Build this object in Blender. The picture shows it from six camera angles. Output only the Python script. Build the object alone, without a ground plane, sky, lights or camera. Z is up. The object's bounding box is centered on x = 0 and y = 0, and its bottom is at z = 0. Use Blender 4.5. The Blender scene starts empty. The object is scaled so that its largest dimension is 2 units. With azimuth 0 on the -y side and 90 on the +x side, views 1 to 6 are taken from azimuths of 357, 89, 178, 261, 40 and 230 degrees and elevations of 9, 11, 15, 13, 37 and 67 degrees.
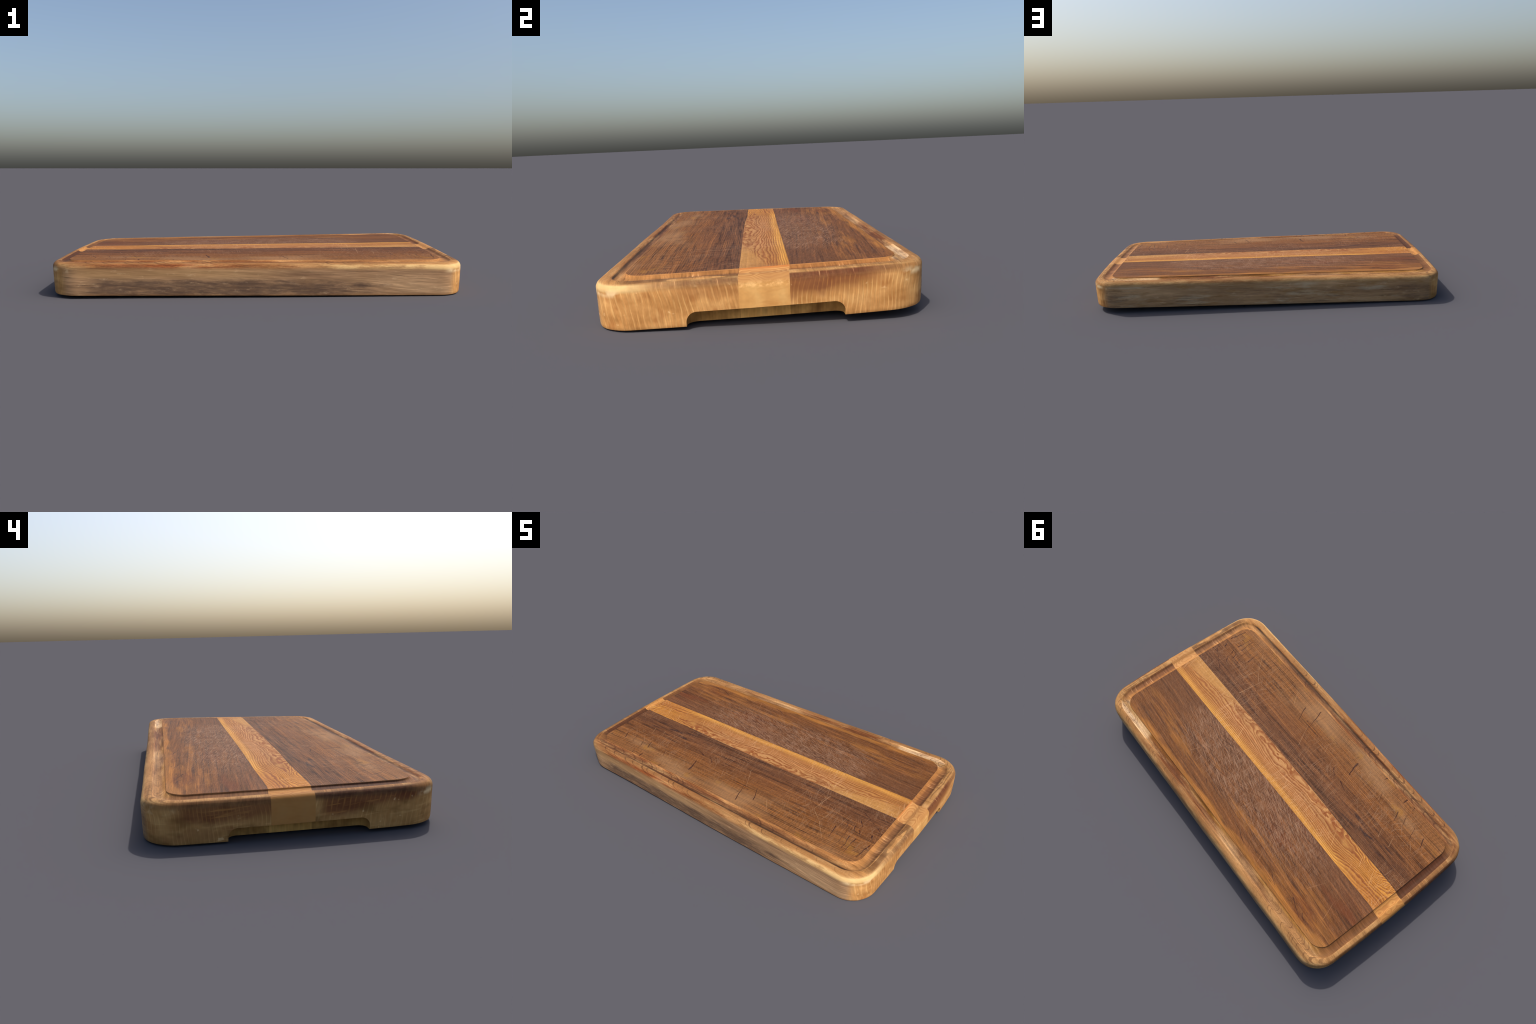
import bpy, bmesh, math
import numpy as np
from mathutils import Vector, noise

# ------------------------------------------------------------------ dimensions
THICK = 0.157                       # board thickness
OUTER = (-1.0, 1.0, -0.5425, 0.5425)    # outer outline  (x0, x1, y0, y1)
INNER = (-0.917, 0.899, -0.452, 0.455)  # outline of the cutting surface
R_OUT, R_IN = 0.128, 0.072          # plan corner radii
SEAM_LO, SEAM_HI = -0.069, 0.096    # glue lines either side of the light plank
TWIST = (0.0100, 0.0045, 0.0100, 0.0200)  # the board is slightly in winding: z = a+bx+cy+dxy


def twist(x, y):
    a, b, c, d = TWIST
    return a + b * x + c * y + d * x * y


# profile from the plateau edge outwards and down: (f, z) with f = 1 at the
# cutting surface's edge, f = 0 at the outer outline, z measured from the top
PROFILE_GROOVE = [(1.0, 0.0), (0.985, -0.0040), (0.95, -0.0064), (0.88, -0.0090), (0.79, -0.0112),
                  (0.70, -0.0124), (0.62, -0.0122), (0.56, -0.0112), (0.52, -0.0091), (0.485, -0.0068),
                  (0.45, -0.0053)]
RIM_R, RIM_F = 0.026, 0.29           # the outer top edge is rounded over
PROFILE_RIM = [(0.42, -0.0045), (0.37, -0.0042), (0.32, -0.0047)] + [
    (RIM_F * (1 - math.sin(math.radians(a))), -0.005 - RIM_R * (1 - math.cos(math.radians(a)))) for a in range(5, 91, 8)]
SIDE_STEPS = [0.042, 0.055, 0.068, 0.085, 0.102, 0.118, 0.132, 0.143, 0.1505]
BOTTOM_INSET = 0.003                # the sides lean in by this much at the bottom


def smooth(a, b, x):
    t = min(1.0, max(0.0, (x - a) / (b - a)))
    return t * t * (3 - 2 * t)


def rect_ring(rect, r, n_arc=14, n_x=150, n_y=80):
    """Points of a rounded rectangle, anticlockwise, same count for every ring."""
    x0, x1, y0, y1 = rect
    pts = []
    corners = [((x1 - r, y0 + r), -90), ((x1 - r, y1 - r), 0), ((x0 + r, y1 - r), 90), ((x0 + r, y0 + r), 180)]
    counts = [n_y, n_x, n_y, n_x]
    for k in range(4):
        (cx, cy), start = corners[k]
        for i in range(n_arc + 1):
            a = math.radians(start + 90 * i / n_arc)
            pts.append((cx + r * math.cos(a), cy + r * math.sin(a)))
        (nx, ny), nstart = corners[(k + 1) % 4]
        a = math.radians(nstart)
        e = (nx + r * math.cos(a), ny + r * math.sin(a))
        s = pts[-1]
        for i in range(1, counts[k]):
            t = i / counts[k]
            pts.append((s[0] + (e[0] - s[0]) * t, s[1] + (e[1] - s[1]) * t))
    return pts


def mix_rect(f):
    return tuple(o + (i - o) * f for o, i in zip(OUTER, INNER)), R_OUT + (R_IN - R_OUT) * f


def build_blank():
    """The whole glued-up board with its groove, before the finger recesses are cut."""
    bm = bmesh.new()
    rings, labels = [], []          # label of the band BELOW each ring

    def ring(rect, r, z, label):
        rings.append([bm.verts.new((x, y, z)) for x, y in rect_ring(rect, r)])
        labels.append(label)

    # cutting surface: concentric rings shrinking onto the long axis
    steps = 34
    for i in range(steps):
        t = (i + 1) / steps if i else 0.012
        h = 1 - t
        cut = 0.4535 * h
        rect = (INNER[0] + cut, INNER[1] - cut, INNER[2] + cut, INNER[3] - cut)
        ring(rect, max(0.0006, R_IN * t), THICK, 2)
    for f, z in PROFILE_GROOVE:
        rect, r = mix_rect(f)
        ring(rect, r, THICK + z, 1)
    labels[-1] = 0
    labels[steps - 1] = 2
    for f, z in PROFILE_RIM:
        rect, r = mix_rect(f)
        ring(rect, r, THICK + z, 0)
    for s in SIDE_STEPS:
        k = BOTTOM_INSET * ((s - 0.031) / 0.12) ** 1.5
        rect = (OUTER[0] + k, OUTER[1] - k, OUTER[2] + k, OUTER[3] - k)
        ring(rect, R_OUT - 0.4 * k, THICK - s, 0)
    for k, z in ((0.0045, 0.0020), (0.0075, 0.0006), (0.012, 0.0)):
        rect = (OUTER[0] + k, OUTER[1] - k, OUTER[2] + k, OUTER[3] - k)
        ring(rect, R_OUT - 0.4 * k, z, 0)
    for i in range(1, 13):
        k = 0.012 + 0.529 * i / 12
        rect = (OUTER[0] + k, OUTER[1] - k, OUTER[2] + k, OUTER[3] - k)
        ring(rect, max(0.0006, (R_OUT - 0.01) * (1 - i / 12)), 0.0, 0)
    n = len(rings[0])
    for a, b, label in zip(rings, rings[1:], labels):
        for i in range(n):
            f = bm.faces.new((a[i], b[i], b[(i + 1) % n], a[(i + 1) % n]))
            f.material_index = label
    cap = bm.faces.new(rings[0])
    cap.material_index = 2
    base = bm.faces.new(list(reversed(rings[-1])))
    base.material_index = 0
    bmesh.ops.triangulate(bm, faces=[cap, base])
    bmesh.ops.recalc_face_normals(bm, faces=bm.faces[:])
    return bm


def to_object(bm, name, slots=4):
    me = bpy.data.meshes.new(name)
    bm.to_mesh(me)
    bm.free()
    ob = bpy.data.objects.new(name, me)
    for i in range(slots):
        me.materials.append(SLOT_MATS[i])
    bpy.context.scene.collection.objects.link(ob)
    return ob


def build_recess_cutter(sign):
    """A finger recess: a round-nosed router cut in the underside of one end."""
    r, top, deep = 0.034, 0.049, 0.052
    y0, y1 = (-0.237, 0.267) if sign > 0 else (-0.260, 0.249)
    bm = bmesh.new()
    x_in, x_out = 0.987 - deep, 1.2
    sec = []
    for i in range(9):
        a = math.radians(90 * i / 8)
        sec.append((1 - math.cos(a), math.sin(a)))
    # stacked outlines: plan view is a U, shrinking in the last r of height
    levels = [(-0.08, 0.0), (0.0, 0.0), (top - r, 0.0)] + [(top - r + r * math.sin(math.radians(a)), r * (1 - math.cos(math.radians(a)))) for a in range(10, 91, 10)]
    loops = []
    for z, k in levels:
        loop = []
        rr = max(0.004, r - k)
        for i in range(9):           # corner at (x_in, y0)
            a = math.radians(270 - 90 * i / 8)
            loop.append((x_in + k + rr + rr * math.cos(a), y0 + k + rr + rr * math.sin(a)))
        for i in range(1, 40):
            loop.append((x_in + k, y0 + k + rr + (y1 - y0 - 2 * k - 2 * rr) * i / 40))
        for i in range(9):
            a = math.radians(180 - 90 * i / 8)
            loop.append((x_in + k + rr + rr * math.cos(a), y1 - k - rr + rr * math.sin(a)))
        loop.append((x_out, y1 - k))
        loop.append((x_out, y0 + k))
        loops.append([bm.verts.new((sign * x, y, z)) for x, y in loop])
    n = len(loops[0])
    for a, b in zip(loops, loops[1:]):
        for i in range(n):
            bm.faces.new((a[i], a[(i + 1) % n], b[(i + 1) % n], b[i]))
    bm.faces.new(loops[0])
    bm.faces.new(loops[-1])
    bmesh.ops.recalc_face_normals(bm, faces=bm.faces[:])
    for f in bm.faces:
        f.material_index = 3
    return to_object(bm, "cutter")


def weather(bm):
    """Bow, wind and worn edges of a much used board, applied to every vertex."""
    for v in bm.verts:
        x, y, z = v.co
        edge = max(0.0, 1 - min(1 - abs(x), 0.5425 - abs(y)) / 0.13)
        hi = smooth(0.02, 0.10, z)
        q = Vector((x * 2.6, y * 2.6, z * 3.0))
        dx = 0.0030 * noise.noise(q + Vector((3.1, 0, 0))) * edge
        dy = 0.0034 * noise.noise(q + Vector((0, 7.7, 0))) * edge
        q2 = Vector((x * 13, y * 13, z * 16))
        dx += 0.0008 * noise.noise(q2) * edge
        dy += 0.0008 * noise.noise(q2 + Vector((9, 4, 1))) * edge
        dz = hi * (0.0016 * noise.noise(Vector((x * 2.2, y * 3.0, 5.0))) + 0.0006 * noise.noise(Vector((x * 9, y * 14, 2.0))))
        # the light plank's inner glue line wanders a little toward one end
        dy += 0.011 * smooth(-0.15, -0.65, x) * math.exp(-((y + 0.069) / 0.06) ** 2) + 0.003 * smooth(-0.15, -0.65, x) * math.exp(-((y - 0.096) / 0.06) ** 2)
        # the outline is a little out of square, the rim wider at two opposite corners
        out = smooth(-0.14, -0.02, max(abs(x) - 1, abs(y) - 0.5425))
        dx += ((0.006 * x * y if x > 0 and y < 0 else 0.0) - 0.055 * x * y * y) * out + 0.02 * y * smooth(-0.6, -0.95, x) * (1 - out)
        dy -= ((0.0035 if x > 0 else 0.0090) if y < 0 else 0.0085) * x * out
        v.co = (x + dx, y + dy, z + dz + twist(x, y))


SLOT_MATS = [bpy.data.materials.new("slot") for _ in range(4)]


def build_geometry():
    board = to_object(build_blank(), "blank")
    cutters = [build_recess_cutter(1), build_recess_cutter(-1)]
    for c in cutters:
        m = board.modifiers.new("recess", "BOOLEAN")
        m.object, m.operation, m.solver = c, "DIFFERENCE", "EXACT"
        m.material_mode = "INDEX"
    dg = bpy.context.evaluated_depsgraph_get()
    cut = bpy.data.meshes.new_from_object(board.evaluated_get(dg))
    for o in [board] + cutters:
        bpy.data.objects.remove(o)
    bm = bmesh.new()
    bm.from_mesh(cut)
    for y in (SEAM_LO, SEAM_HI):
        bmesh.ops.bisect_plane(bm, geom=bm.verts[:] + bm.edges[:] + bm.faces[:], plane_co=(0, y, 0), plane_no=(0, 1, 0), dist=1e-6)
    big = [f for f in bm.faces if len(f.verts) > 4]
    bmesh.ops.triangulate(bm, faces=big)
    plank_of = []
    for f in bm.faces:
        y = f.calc_center_median().y
        plank_of.append(0 if y < SEAM_LO else (1 if y < SEAM_HI else 2))
    weather(bm)
    co = np.array([v.co for v in bm.verts])
    lo, hi = co.min(0), co.max(0)
    shift = Vector((-(lo[0] + hi[0]) / 2, -(lo[1] + hi[1]) / 2, -lo[2]))
    scale = 2.0 / (hi[0] - lo[0])
    for v in bm.verts:
        v.co = (v.co + shift) * scale
    me = bpy.data.meshes.new("whole")
    bm.to_mesh(me)
    bm.free()
    me.shade_smooth()
    me.set_sharp_from_angle(angle=math.radians(34))
    return me, plank_of, shift


def split(me, plank_of):
    """Separate the faces by plank and region; every part keeps the whole board's normals."""
    corner = np.empty(len(me.loops) * 3, np.float32)
    me.corner_normals.foreach_get("vector", corner)
    corner = corner.reshape(-1, 3)
    groups = {}
    for p in me.polygons:
        groups.setdefault((plank_of[p.index], p.material_index), []).append(p)
    parts = {}
    for key, polys in groups.items():
        index, verts, faces, normals = {}, [], [], []
        for p in polys:
            face = []
            for li in p.loop_indices:
                vi = me.loops[li].vertex_index
                if vi not in index:
                    index[vi] = len(verts)
                    verts.append(tuple(me.vertices[vi].co))
                face.append(index[vi])
                normals.append(tuple(corner[li]))
            faces.append(face)
        part = bpy.data.meshes.new("part")
        part.from_pydata(verts, [], faces)
        part.shade_smooth()
        part.normals_split_custom_set(normals)
        parts[key] = part
    return parts


def assemble(parts, materials):
    root = bpy.data.objects.new("cutting_board", None)
    root["label"] = "worn two-tone wooden cutting board with juice groove"
    root["category"] = "cutting board"
    root.empty_display_size = 0.2
    link = bpy.context.scene.collection.objects.link
    link(root)
    region_names = {1: "juice_groove", 2: "cutting_surface", 3: "finger_recess"}
    for plank, base in ((0, "dark_plank"), (1, "light_plank"), (2, "dark_plank")):
        body = bpy.data.objects.new(base, parts[(plank, 0)])
        body.data.name = base
        body.data.materials.append(materials[(plank, 0)])
        body.parent = root
        link(body)
        for region, name in region_names.items():
            if (plank, region) not in parts:
                continue
            ob = bpy.data.objects.new(name, parts[(plank, region)])
            ob.data.name = name
            ob.data.materials.append(materials[(plank, region)])
            ob.parent = body
            link(ob)
    return root

# ------------------------------------------------------------------ node helpers
class V:
    """A socket of the shader tree with arithmetic."""
    def __init__(self, b, s):
        self.b, self.s = b, s

    def _m(self, op, *o, clamp=False):
        return self.b.math(op, self, *o, clamp=clamp)

    def __add__(self, o): return self._m("ADD", o)
    def __radd__(self, o): return self._m("ADD", o)
    def __sub__(self, o): return self._m("SUBTRACT", o)
    def __rsub__(self, o): return self.b.math("SUBTRACT", o, self)
    def __mul__(self, o): return self._m("MULTIPLY", o)
    def __rmul__(self, o): return self._m("MULTIPLY", o)
    def __truediv__(self, o): return self._m("DIVIDE", o)
    def __neg__(self): return self._m("MULTIPLY", -1.0)
    def abs(self): return self._m("ABSOLUTE")
    def sin(self): return self._m("SINE")
    def fract(self): return self._m("FRACT")
    def sqrt(self): return self._m("SQRT")
    def pow(self, o): return self._m("POWER", o)
    def max(self, o): return self._m("MAXIMUM", o)
    def min(self, o): return self._m("MINIMUM", o)
    def clamp(self): return self._m("ADD", 0.0, clamp=True)

    def ss(self, a, b):
        """smoothstep: 0 at a, 1 at b (a > b falls instead)"""
        n = self.b.new("ShaderNodeMapRange")
        n.interpolation_type = "SMOOTHSTEP"
        if a > b:
            self.b.put(n.inputs["From Min"], b), self.b.put(n.inputs["From Max"], a)
            n.inputs["To Min"].default_value, n.inputs["To Max"].default_value = 1.0, 0.0
        else:
            self.b.put(n.inputs["From Min"], a), self.b.put(n.inputs["From Max"], b)
        self.b.put(n.inputs["Value"], self)
        return V(self.b, n.outputs["Result"])

    def bump(self, lo, a, b, hi):
        return self.ss(lo, a) * self.ss(hi, b)


def lin(c):
    return tuple((x / 12.92 if x <= 0.04045 else ((x + 0.055) / 1.055) ** 2.4) for x in (k / 255 for k in c))


class Tree:
    def __init__(self, name):
        self.mat = bpy.data.materials.new(name)
        self.mat.use_nodes = True
        self.nt = self.mat.node_tree
        self.nt.nodes.clear()
        tc = self.new("ShaderNodeTexCoord")
        sep = self.new("ShaderNodeSeparateXYZ")
        self.nt.links.new(tc.outputs["Object"], sep.inputs[0])
        self.x, self.y, self.z = (V(self, sep.outputs[i]) for i in range(3))
        ns = self.new("ShaderNodeSeparateXYZ")
        self.nt.links.new(tc.outputs["Normal"], ns.inputs[0])
        self.nx, self.ny, self.nz = (V(self, ns.outputs[i]) for i in range(3))
        a, b, c, d = TWIST
        self.h = self.z - (self.x * b + self.y * c + self.x * self.y * d + (a + Z_SHIFT)) - THICK   # height above the top plane

    def new(self, kind):
        return self.nt.nodes.new(kind)

    def put(self, socket, v):
        if isinstance(v, V):
            self.nt.links.new(v.s, socket)
        else:
            socket.default_value = v

    def math(self, op, *ins, clamp=False):
        n = self.new("ShaderNodeMath")
        n.operation, n.use_clamp = op, clamp
        for i, v in enumerate(ins):
            self.put(n.inputs[i], v)
        return V(self, n.outputs[0])

    def vec(self, x, y, z=0.0):
        n = self.new("ShaderNodeCombineXYZ")
        for s, v in zip(n.inputs, (x, y, z)):
            self.put(s, v)
        return n.outputs[0]

    def noise(self, x, y, z=0.0, detail=2.0, rough=0.5, dist=0.0):
        """0..1 fractal noise at a point whose axes are already scaled"""
        n = self.new("ShaderNodeTexNoise")
        n.inputs["Scale"].default_value = 1.0
        n.inputs["Detail"].default_value, n.inputs["Roughness"].default_value = detail, rough
        n.inputs["Distortion"].default_value = dist
        self.nt.links.new(self.vec(x, y, z), n.inputs["Vector"])
        return V(self, n.outputs["Fac"])

    def cells(self, x, y, z=0.0, feature="F1"):
        n = self.new("ShaderNodeTexVoronoi")
        n.feature = feature
        n.inputs["Scale"].default_value = 1.0
        self.nt.links.new(self.vec(x, y, z), n.inputs["Vector"])
        return V(self, n.outputs["Distance"])

    def rgb(self, c, gain=1.0):
        n = self.new("ShaderNodeRGB")
        n.outputs[0].default_value = (*(k / gain for k in lin(c)), 1)
        return V(self, n.outputs[0])

    def mix(self, fac, a, b, mode="MIX"):
        n = self.new("ShaderNodeMix")
        n.data_type, n.blend_type, n.clamp_factor = "RGBA", mode, True
        self.put(n.inputs["Factor"], fac)
        self.nt.links.new(a.s, n.inputs["A"])
        self.nt.links.new(b.s, n.inputs["B"])
        return V(self, n.outputs["Result"])

    def scale(self, col, fac):
        """multiply a colour by a number"""
        n = self.new("ShaderNodeVectorMath")
        n.operation = "SCALE"
        self.nt.links.new(col.s, n.inputs[0])
        self.put(n.inputs["Scale"], fac)
        return V(self, n.outputs[0])

    def ramp(self, fac, stops, gain=1.0):
        n = self.new("ShaderNodeValToRGB")
        e = n.color_ramp.elements
        while len(e) < len(stops):
            e.new(0.5)
        for el, (p, c) in zip(e, stops):
            el.position, el.color = p, (*(k / gain for k in lin(c)), 1)
        self.put(n.inputs[0], fac)
        return V(self, n.outputs[0])

    def punch(self, col, pivot, gamma=1.22):
        """deepen darks and saturate: a gamma about a pivot brightness"""
        n = self.new("ShaderNodeGamma")
        n.inputs["Gamma"].default_value = gamma
        self.nt.links.new(col.s, n.inputs["Color"])
        k = 1.05 * pivot ** (1 - gamma)
        t = self.new("ShaderNodeVectorMath")
        t.operation = "MULTIPLY"
        t.inputs[1].default_value = (0.945 * k, 1.06 * k, 1.20 * k)
        self.nt.links.new(n.outputs[0], t.inputs[0])
        return V(self, t.outputs[0])

    def finish(self, col, rough=0.5, spec=0.35, height=None, bump=0.3, dist=0.002, pivot=0.13):
        col = self.punch(col, pivot)
        spec = spec * 0.6
        b, out = self.new("ShaderNodeBsdfPrincipled"), self.new("ShaderNodeOutputMaterial")
        self.nt.links.new(col.s, b.inputs["Base Color"])
        self.put(b.inputs["Roughness"], rough)
        b.inputs["Specular IOR Level"].default_value = spec
        if height is not None:
            n = self.new("ShaderNodeBump")
            n.inputs["Strength"].default_value, n.inputs["Distance"].default_value = bump, dist
            self.nt.links.new(height.s, n.inputs["Height"])
            self.nt.links.new(n.outputs[0], b.inputs["Normal"])
        self.nt.links.new(b.outputs[0], out.inputs[0])
        return self.mat


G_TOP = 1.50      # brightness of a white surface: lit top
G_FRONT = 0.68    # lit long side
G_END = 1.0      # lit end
Z_SHIFT = 0.0

# dark ray flecks and cuts seen on the cutting surface: (x0, y0, x1, y1, width)
FLECKS = [
    (0.216, -0.365, 0.180, -0.285, 0.0040), (0.136, -0.421, 0.102, -0.298, 0.0030), (-0.248, -0.374, -0.268, -0.290, 0.0065),
    (-0.180, -0.254, -0.236, -0.207, 0.0028), (-0.268, -0.227, -0.330, -0.207, 0.0034), (-0.420, -0.450, -0.414, -0.430, 0.0040),
    (-0.580, -0.453, -0.580, -0.422, 0.0060), (-0.606, -0.360, -0.626, -0.306, 0.0042), (-0.654, -0.367, -0.684, -0.290, 0.0016),
    (-0.469, -0.364, -0.515, -0.287, 0.0014), (-0.726, -0.371, -0.764, -0.280, 0.0018), (-0.803, -0.366, -0.826, -0.313, 0.0040),
    (-0.642, -0.450, -0.643, -0.420, 0.0024), (0.679, -0.286, 0.691, -0.374, 0.0036), (0.741, -0.280, 0.746, -0.438, 0.0016),
    (0.773, -0.305, 0.777, -0.397, 0.0036), (0.806, -0.305, 0.796, -0.413, 0.0030), (0.717, -0.232, 0.729, -0.261, 0.0030),
    (0.754, -0.231, 0.769, -0.265, 0.0026), (0.763, -0.184, 0.786, -0.217, 0.0034), (0.790, -0.246, 0.803, -0.268, 0.0042),
    (0.861, -0.243, 0.873, -0.273, 0.0046), (0.883, -0.308, 0.866, -0.407, 0.0044), (0.745, -0.122, 0.858, -0.183, 0.0018),
    (0.858, -0.183, 0.894, -0.220, 0.0026), (0.56, -0.33, 0.565, -0.42, 0.0012), (0.46, -0.30, 0.455, -0.39, 0.0011),
]
FLECKS_BACK = [
    (-0.172, 0.394, -0.232, 0.423, 0.0030), (-0.205, 0.351, -0.257, 0.359, 0.0022), (-0.614, 0.388, -0.712, 0.427, 0.0036),
    (-0.704, 0.398, -0.760, 0.423, 0.0026), (0.20, 0.36, 0.165, 0.385, 0.0028), (-0.45, 0.40, -0.50, 0.42, 0.0026),
]
# long pale knife scratches
CUTS = [
    (0.535, -0.113, 0.516, -0.268, 0.0020), (0.536, -0.259, 0.588, -0.298, 0.0015), (0.458, -0.261, 0.482, -0.227, 0.0014),
    (0.592, -0.304, 0.672, -0.399, 0.0015), (0.604, -0.237, 0.590, -0.297, 0.0014), (-0.716, -0.188, -0.691, -0.247, 0.0016),
    (-0.640, -0.180, -0.615, -0.235, 0.0014), (0.28, -0.33, 0.33, -0.40, 0.0013), (0.05, -0.18, 0.12, -0.31, 0.0013),
]
CUTS_LIGHT = [(-0.802, 0.031, -0.762, -0.043, 0.0017), (-0.70, 0.01, -0.66, -0.06, 0.0014), (0.30, 0.07, 0.36, -0.05, 0.0012), (-0.52, 0.05, -0.47, -0.03, 0.0013)]
CUTS_BACK = [(-0.793, 0.332, -0.762, 0.236, 0.0014), (-0.62, 0.30, -0.66, 0.20, 0.0012), (0.40, 0.33, 0.36, 0.22, 0.0012), (-0.35, 0.42, -0.30, 0.31, 0.0012)]


def mark_group():
    """Node group: a tapering stroke between two points on the board's top."""
    g = bpy.data.node_groups.new("tapered_stroke", "ShaderNodeTree")
    for s in ("X", "Y", "X0", "Y0", "DX", "DY", "Width"):
        g.interface.new_socket(s, in_out="INPUT", socket_type="NodeSocketFloat")
    g.interface.new_socket("Mask", in_out="OUTPUT", socket_type="NodeSocketFloat")
    t = Tree.__new__(Tree)
    t.nt = g
    gi, go = g.nodes.new("NodeGroupInput"), g.nodes.new("NodeGroupOutput")
    x, y, x0, y0, dx, dy, w = (V(t, gi.outputs[i]) for i in range(7))
    px, py = x - x0, y - y0
    k = ((px * dx + py * dy) / (dx * dx + dy * dy)).clamp()
    ex, ey = px - k * dx, py - k * dy
    d = (ex * ex + ey * ey).sqrt()
    width = w * (1.0 - 0.65 * k)
    m = (1.0 - d / width).clamp()
    m = (m * 2.2).clamp()
    g.links.new(m.s, go.inputs[0])
    return g


def strokes(t, marks, x, y):
    total = None
    for x0, y0, x1, y1, w in marks:
        n = t.new("ShaderNodeGroup")
        n.node_tree = STROKE
        for s, v in zip(n.inputs, (x, y, x0, y0, x1 - x0, y1 - y0, w)):
            t.put(s, v)
        v = V(t, n.outputs[0])
        total = v if total is None else total.max(v)
    return total


def scratches(t, angles, length, thin, lo, seed):
    """Fields of fine straight scratches, one layer of stretched noise per direction."""
    total = None
    for i, a in enumerate(angles):
        c, s = math.cos(math.radians(a)), math.sin(math.radians(a))
        wob = t.noise(t.x * 3.0, t.y * 3.0, seed + i * 3.7, 0.0) * 0.06
        u = t.x * c + t.y * s
        v = t.y * c - t.x * s + wob
        m = t.noise(u * length, v * thin, seed * 1.7 + i * 5.3, 0.0).ss(lo, lo + 0.10)
        total = m if total is None else total.max(m)
    return total


def grain_lines(t, y, seed, sharp=1.0):
    """Fine lines along the board: two octaves of noise stretched along x."""
    a = t.noise(t.x * 1.6, y * 48, seed, 3.0, 0.65)
    b = t.noise(t.x * 6.0, y * 150, seed + 4, 2.0, 0.65)
    return (a - 0.5) * (1.9 * sharp) + (b - 0.5) * (1.7 * sharp)


def tint_grain(t, tone, g, light, dark, amount=1.0):
    """Grain as colour: warm light fibres and near-black pores, over a fine speckle."""
    tone = t.mix(g.ss(0.05, 0.55) * (0.62 * amount), tone, t.rgb(light, G_TOP))
    tone = t.mix((-g).ss(0.05, 0.60) * (0.62 * amount), tone, t.rgb(dark, G_TOP))
    sp = t.noise(t.x * 90, t.y * 190, t.z * 190, 2.0, 0.7)
    return t.scale(tone, 0.62 + sp * 0.76)


def layer_arcs(t, dip, y_mid, seed, freq=26.0, lo=0.60):
    """Growth layers dipping along the board: they cut the rounded rim and the groove in U shapes."""
    yy = t.y - y_mid
    wob = t.noise(t.x * 3.0, t.y * 7.0, seed, 2.0) * 0.006 + t.noise(t.x * 14, t.y * 14, t.z * 14, 1.0) * 0.0012
    phi = (t.h + t.x * dip + wob) * freq * 10
    v = t.noise(phi, seed, 0.0, 1.0, 0.6)
    return v.ss(lo, lo + 0.04) * v.ss(lo + 0.15, lo + 0.08), v


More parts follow.
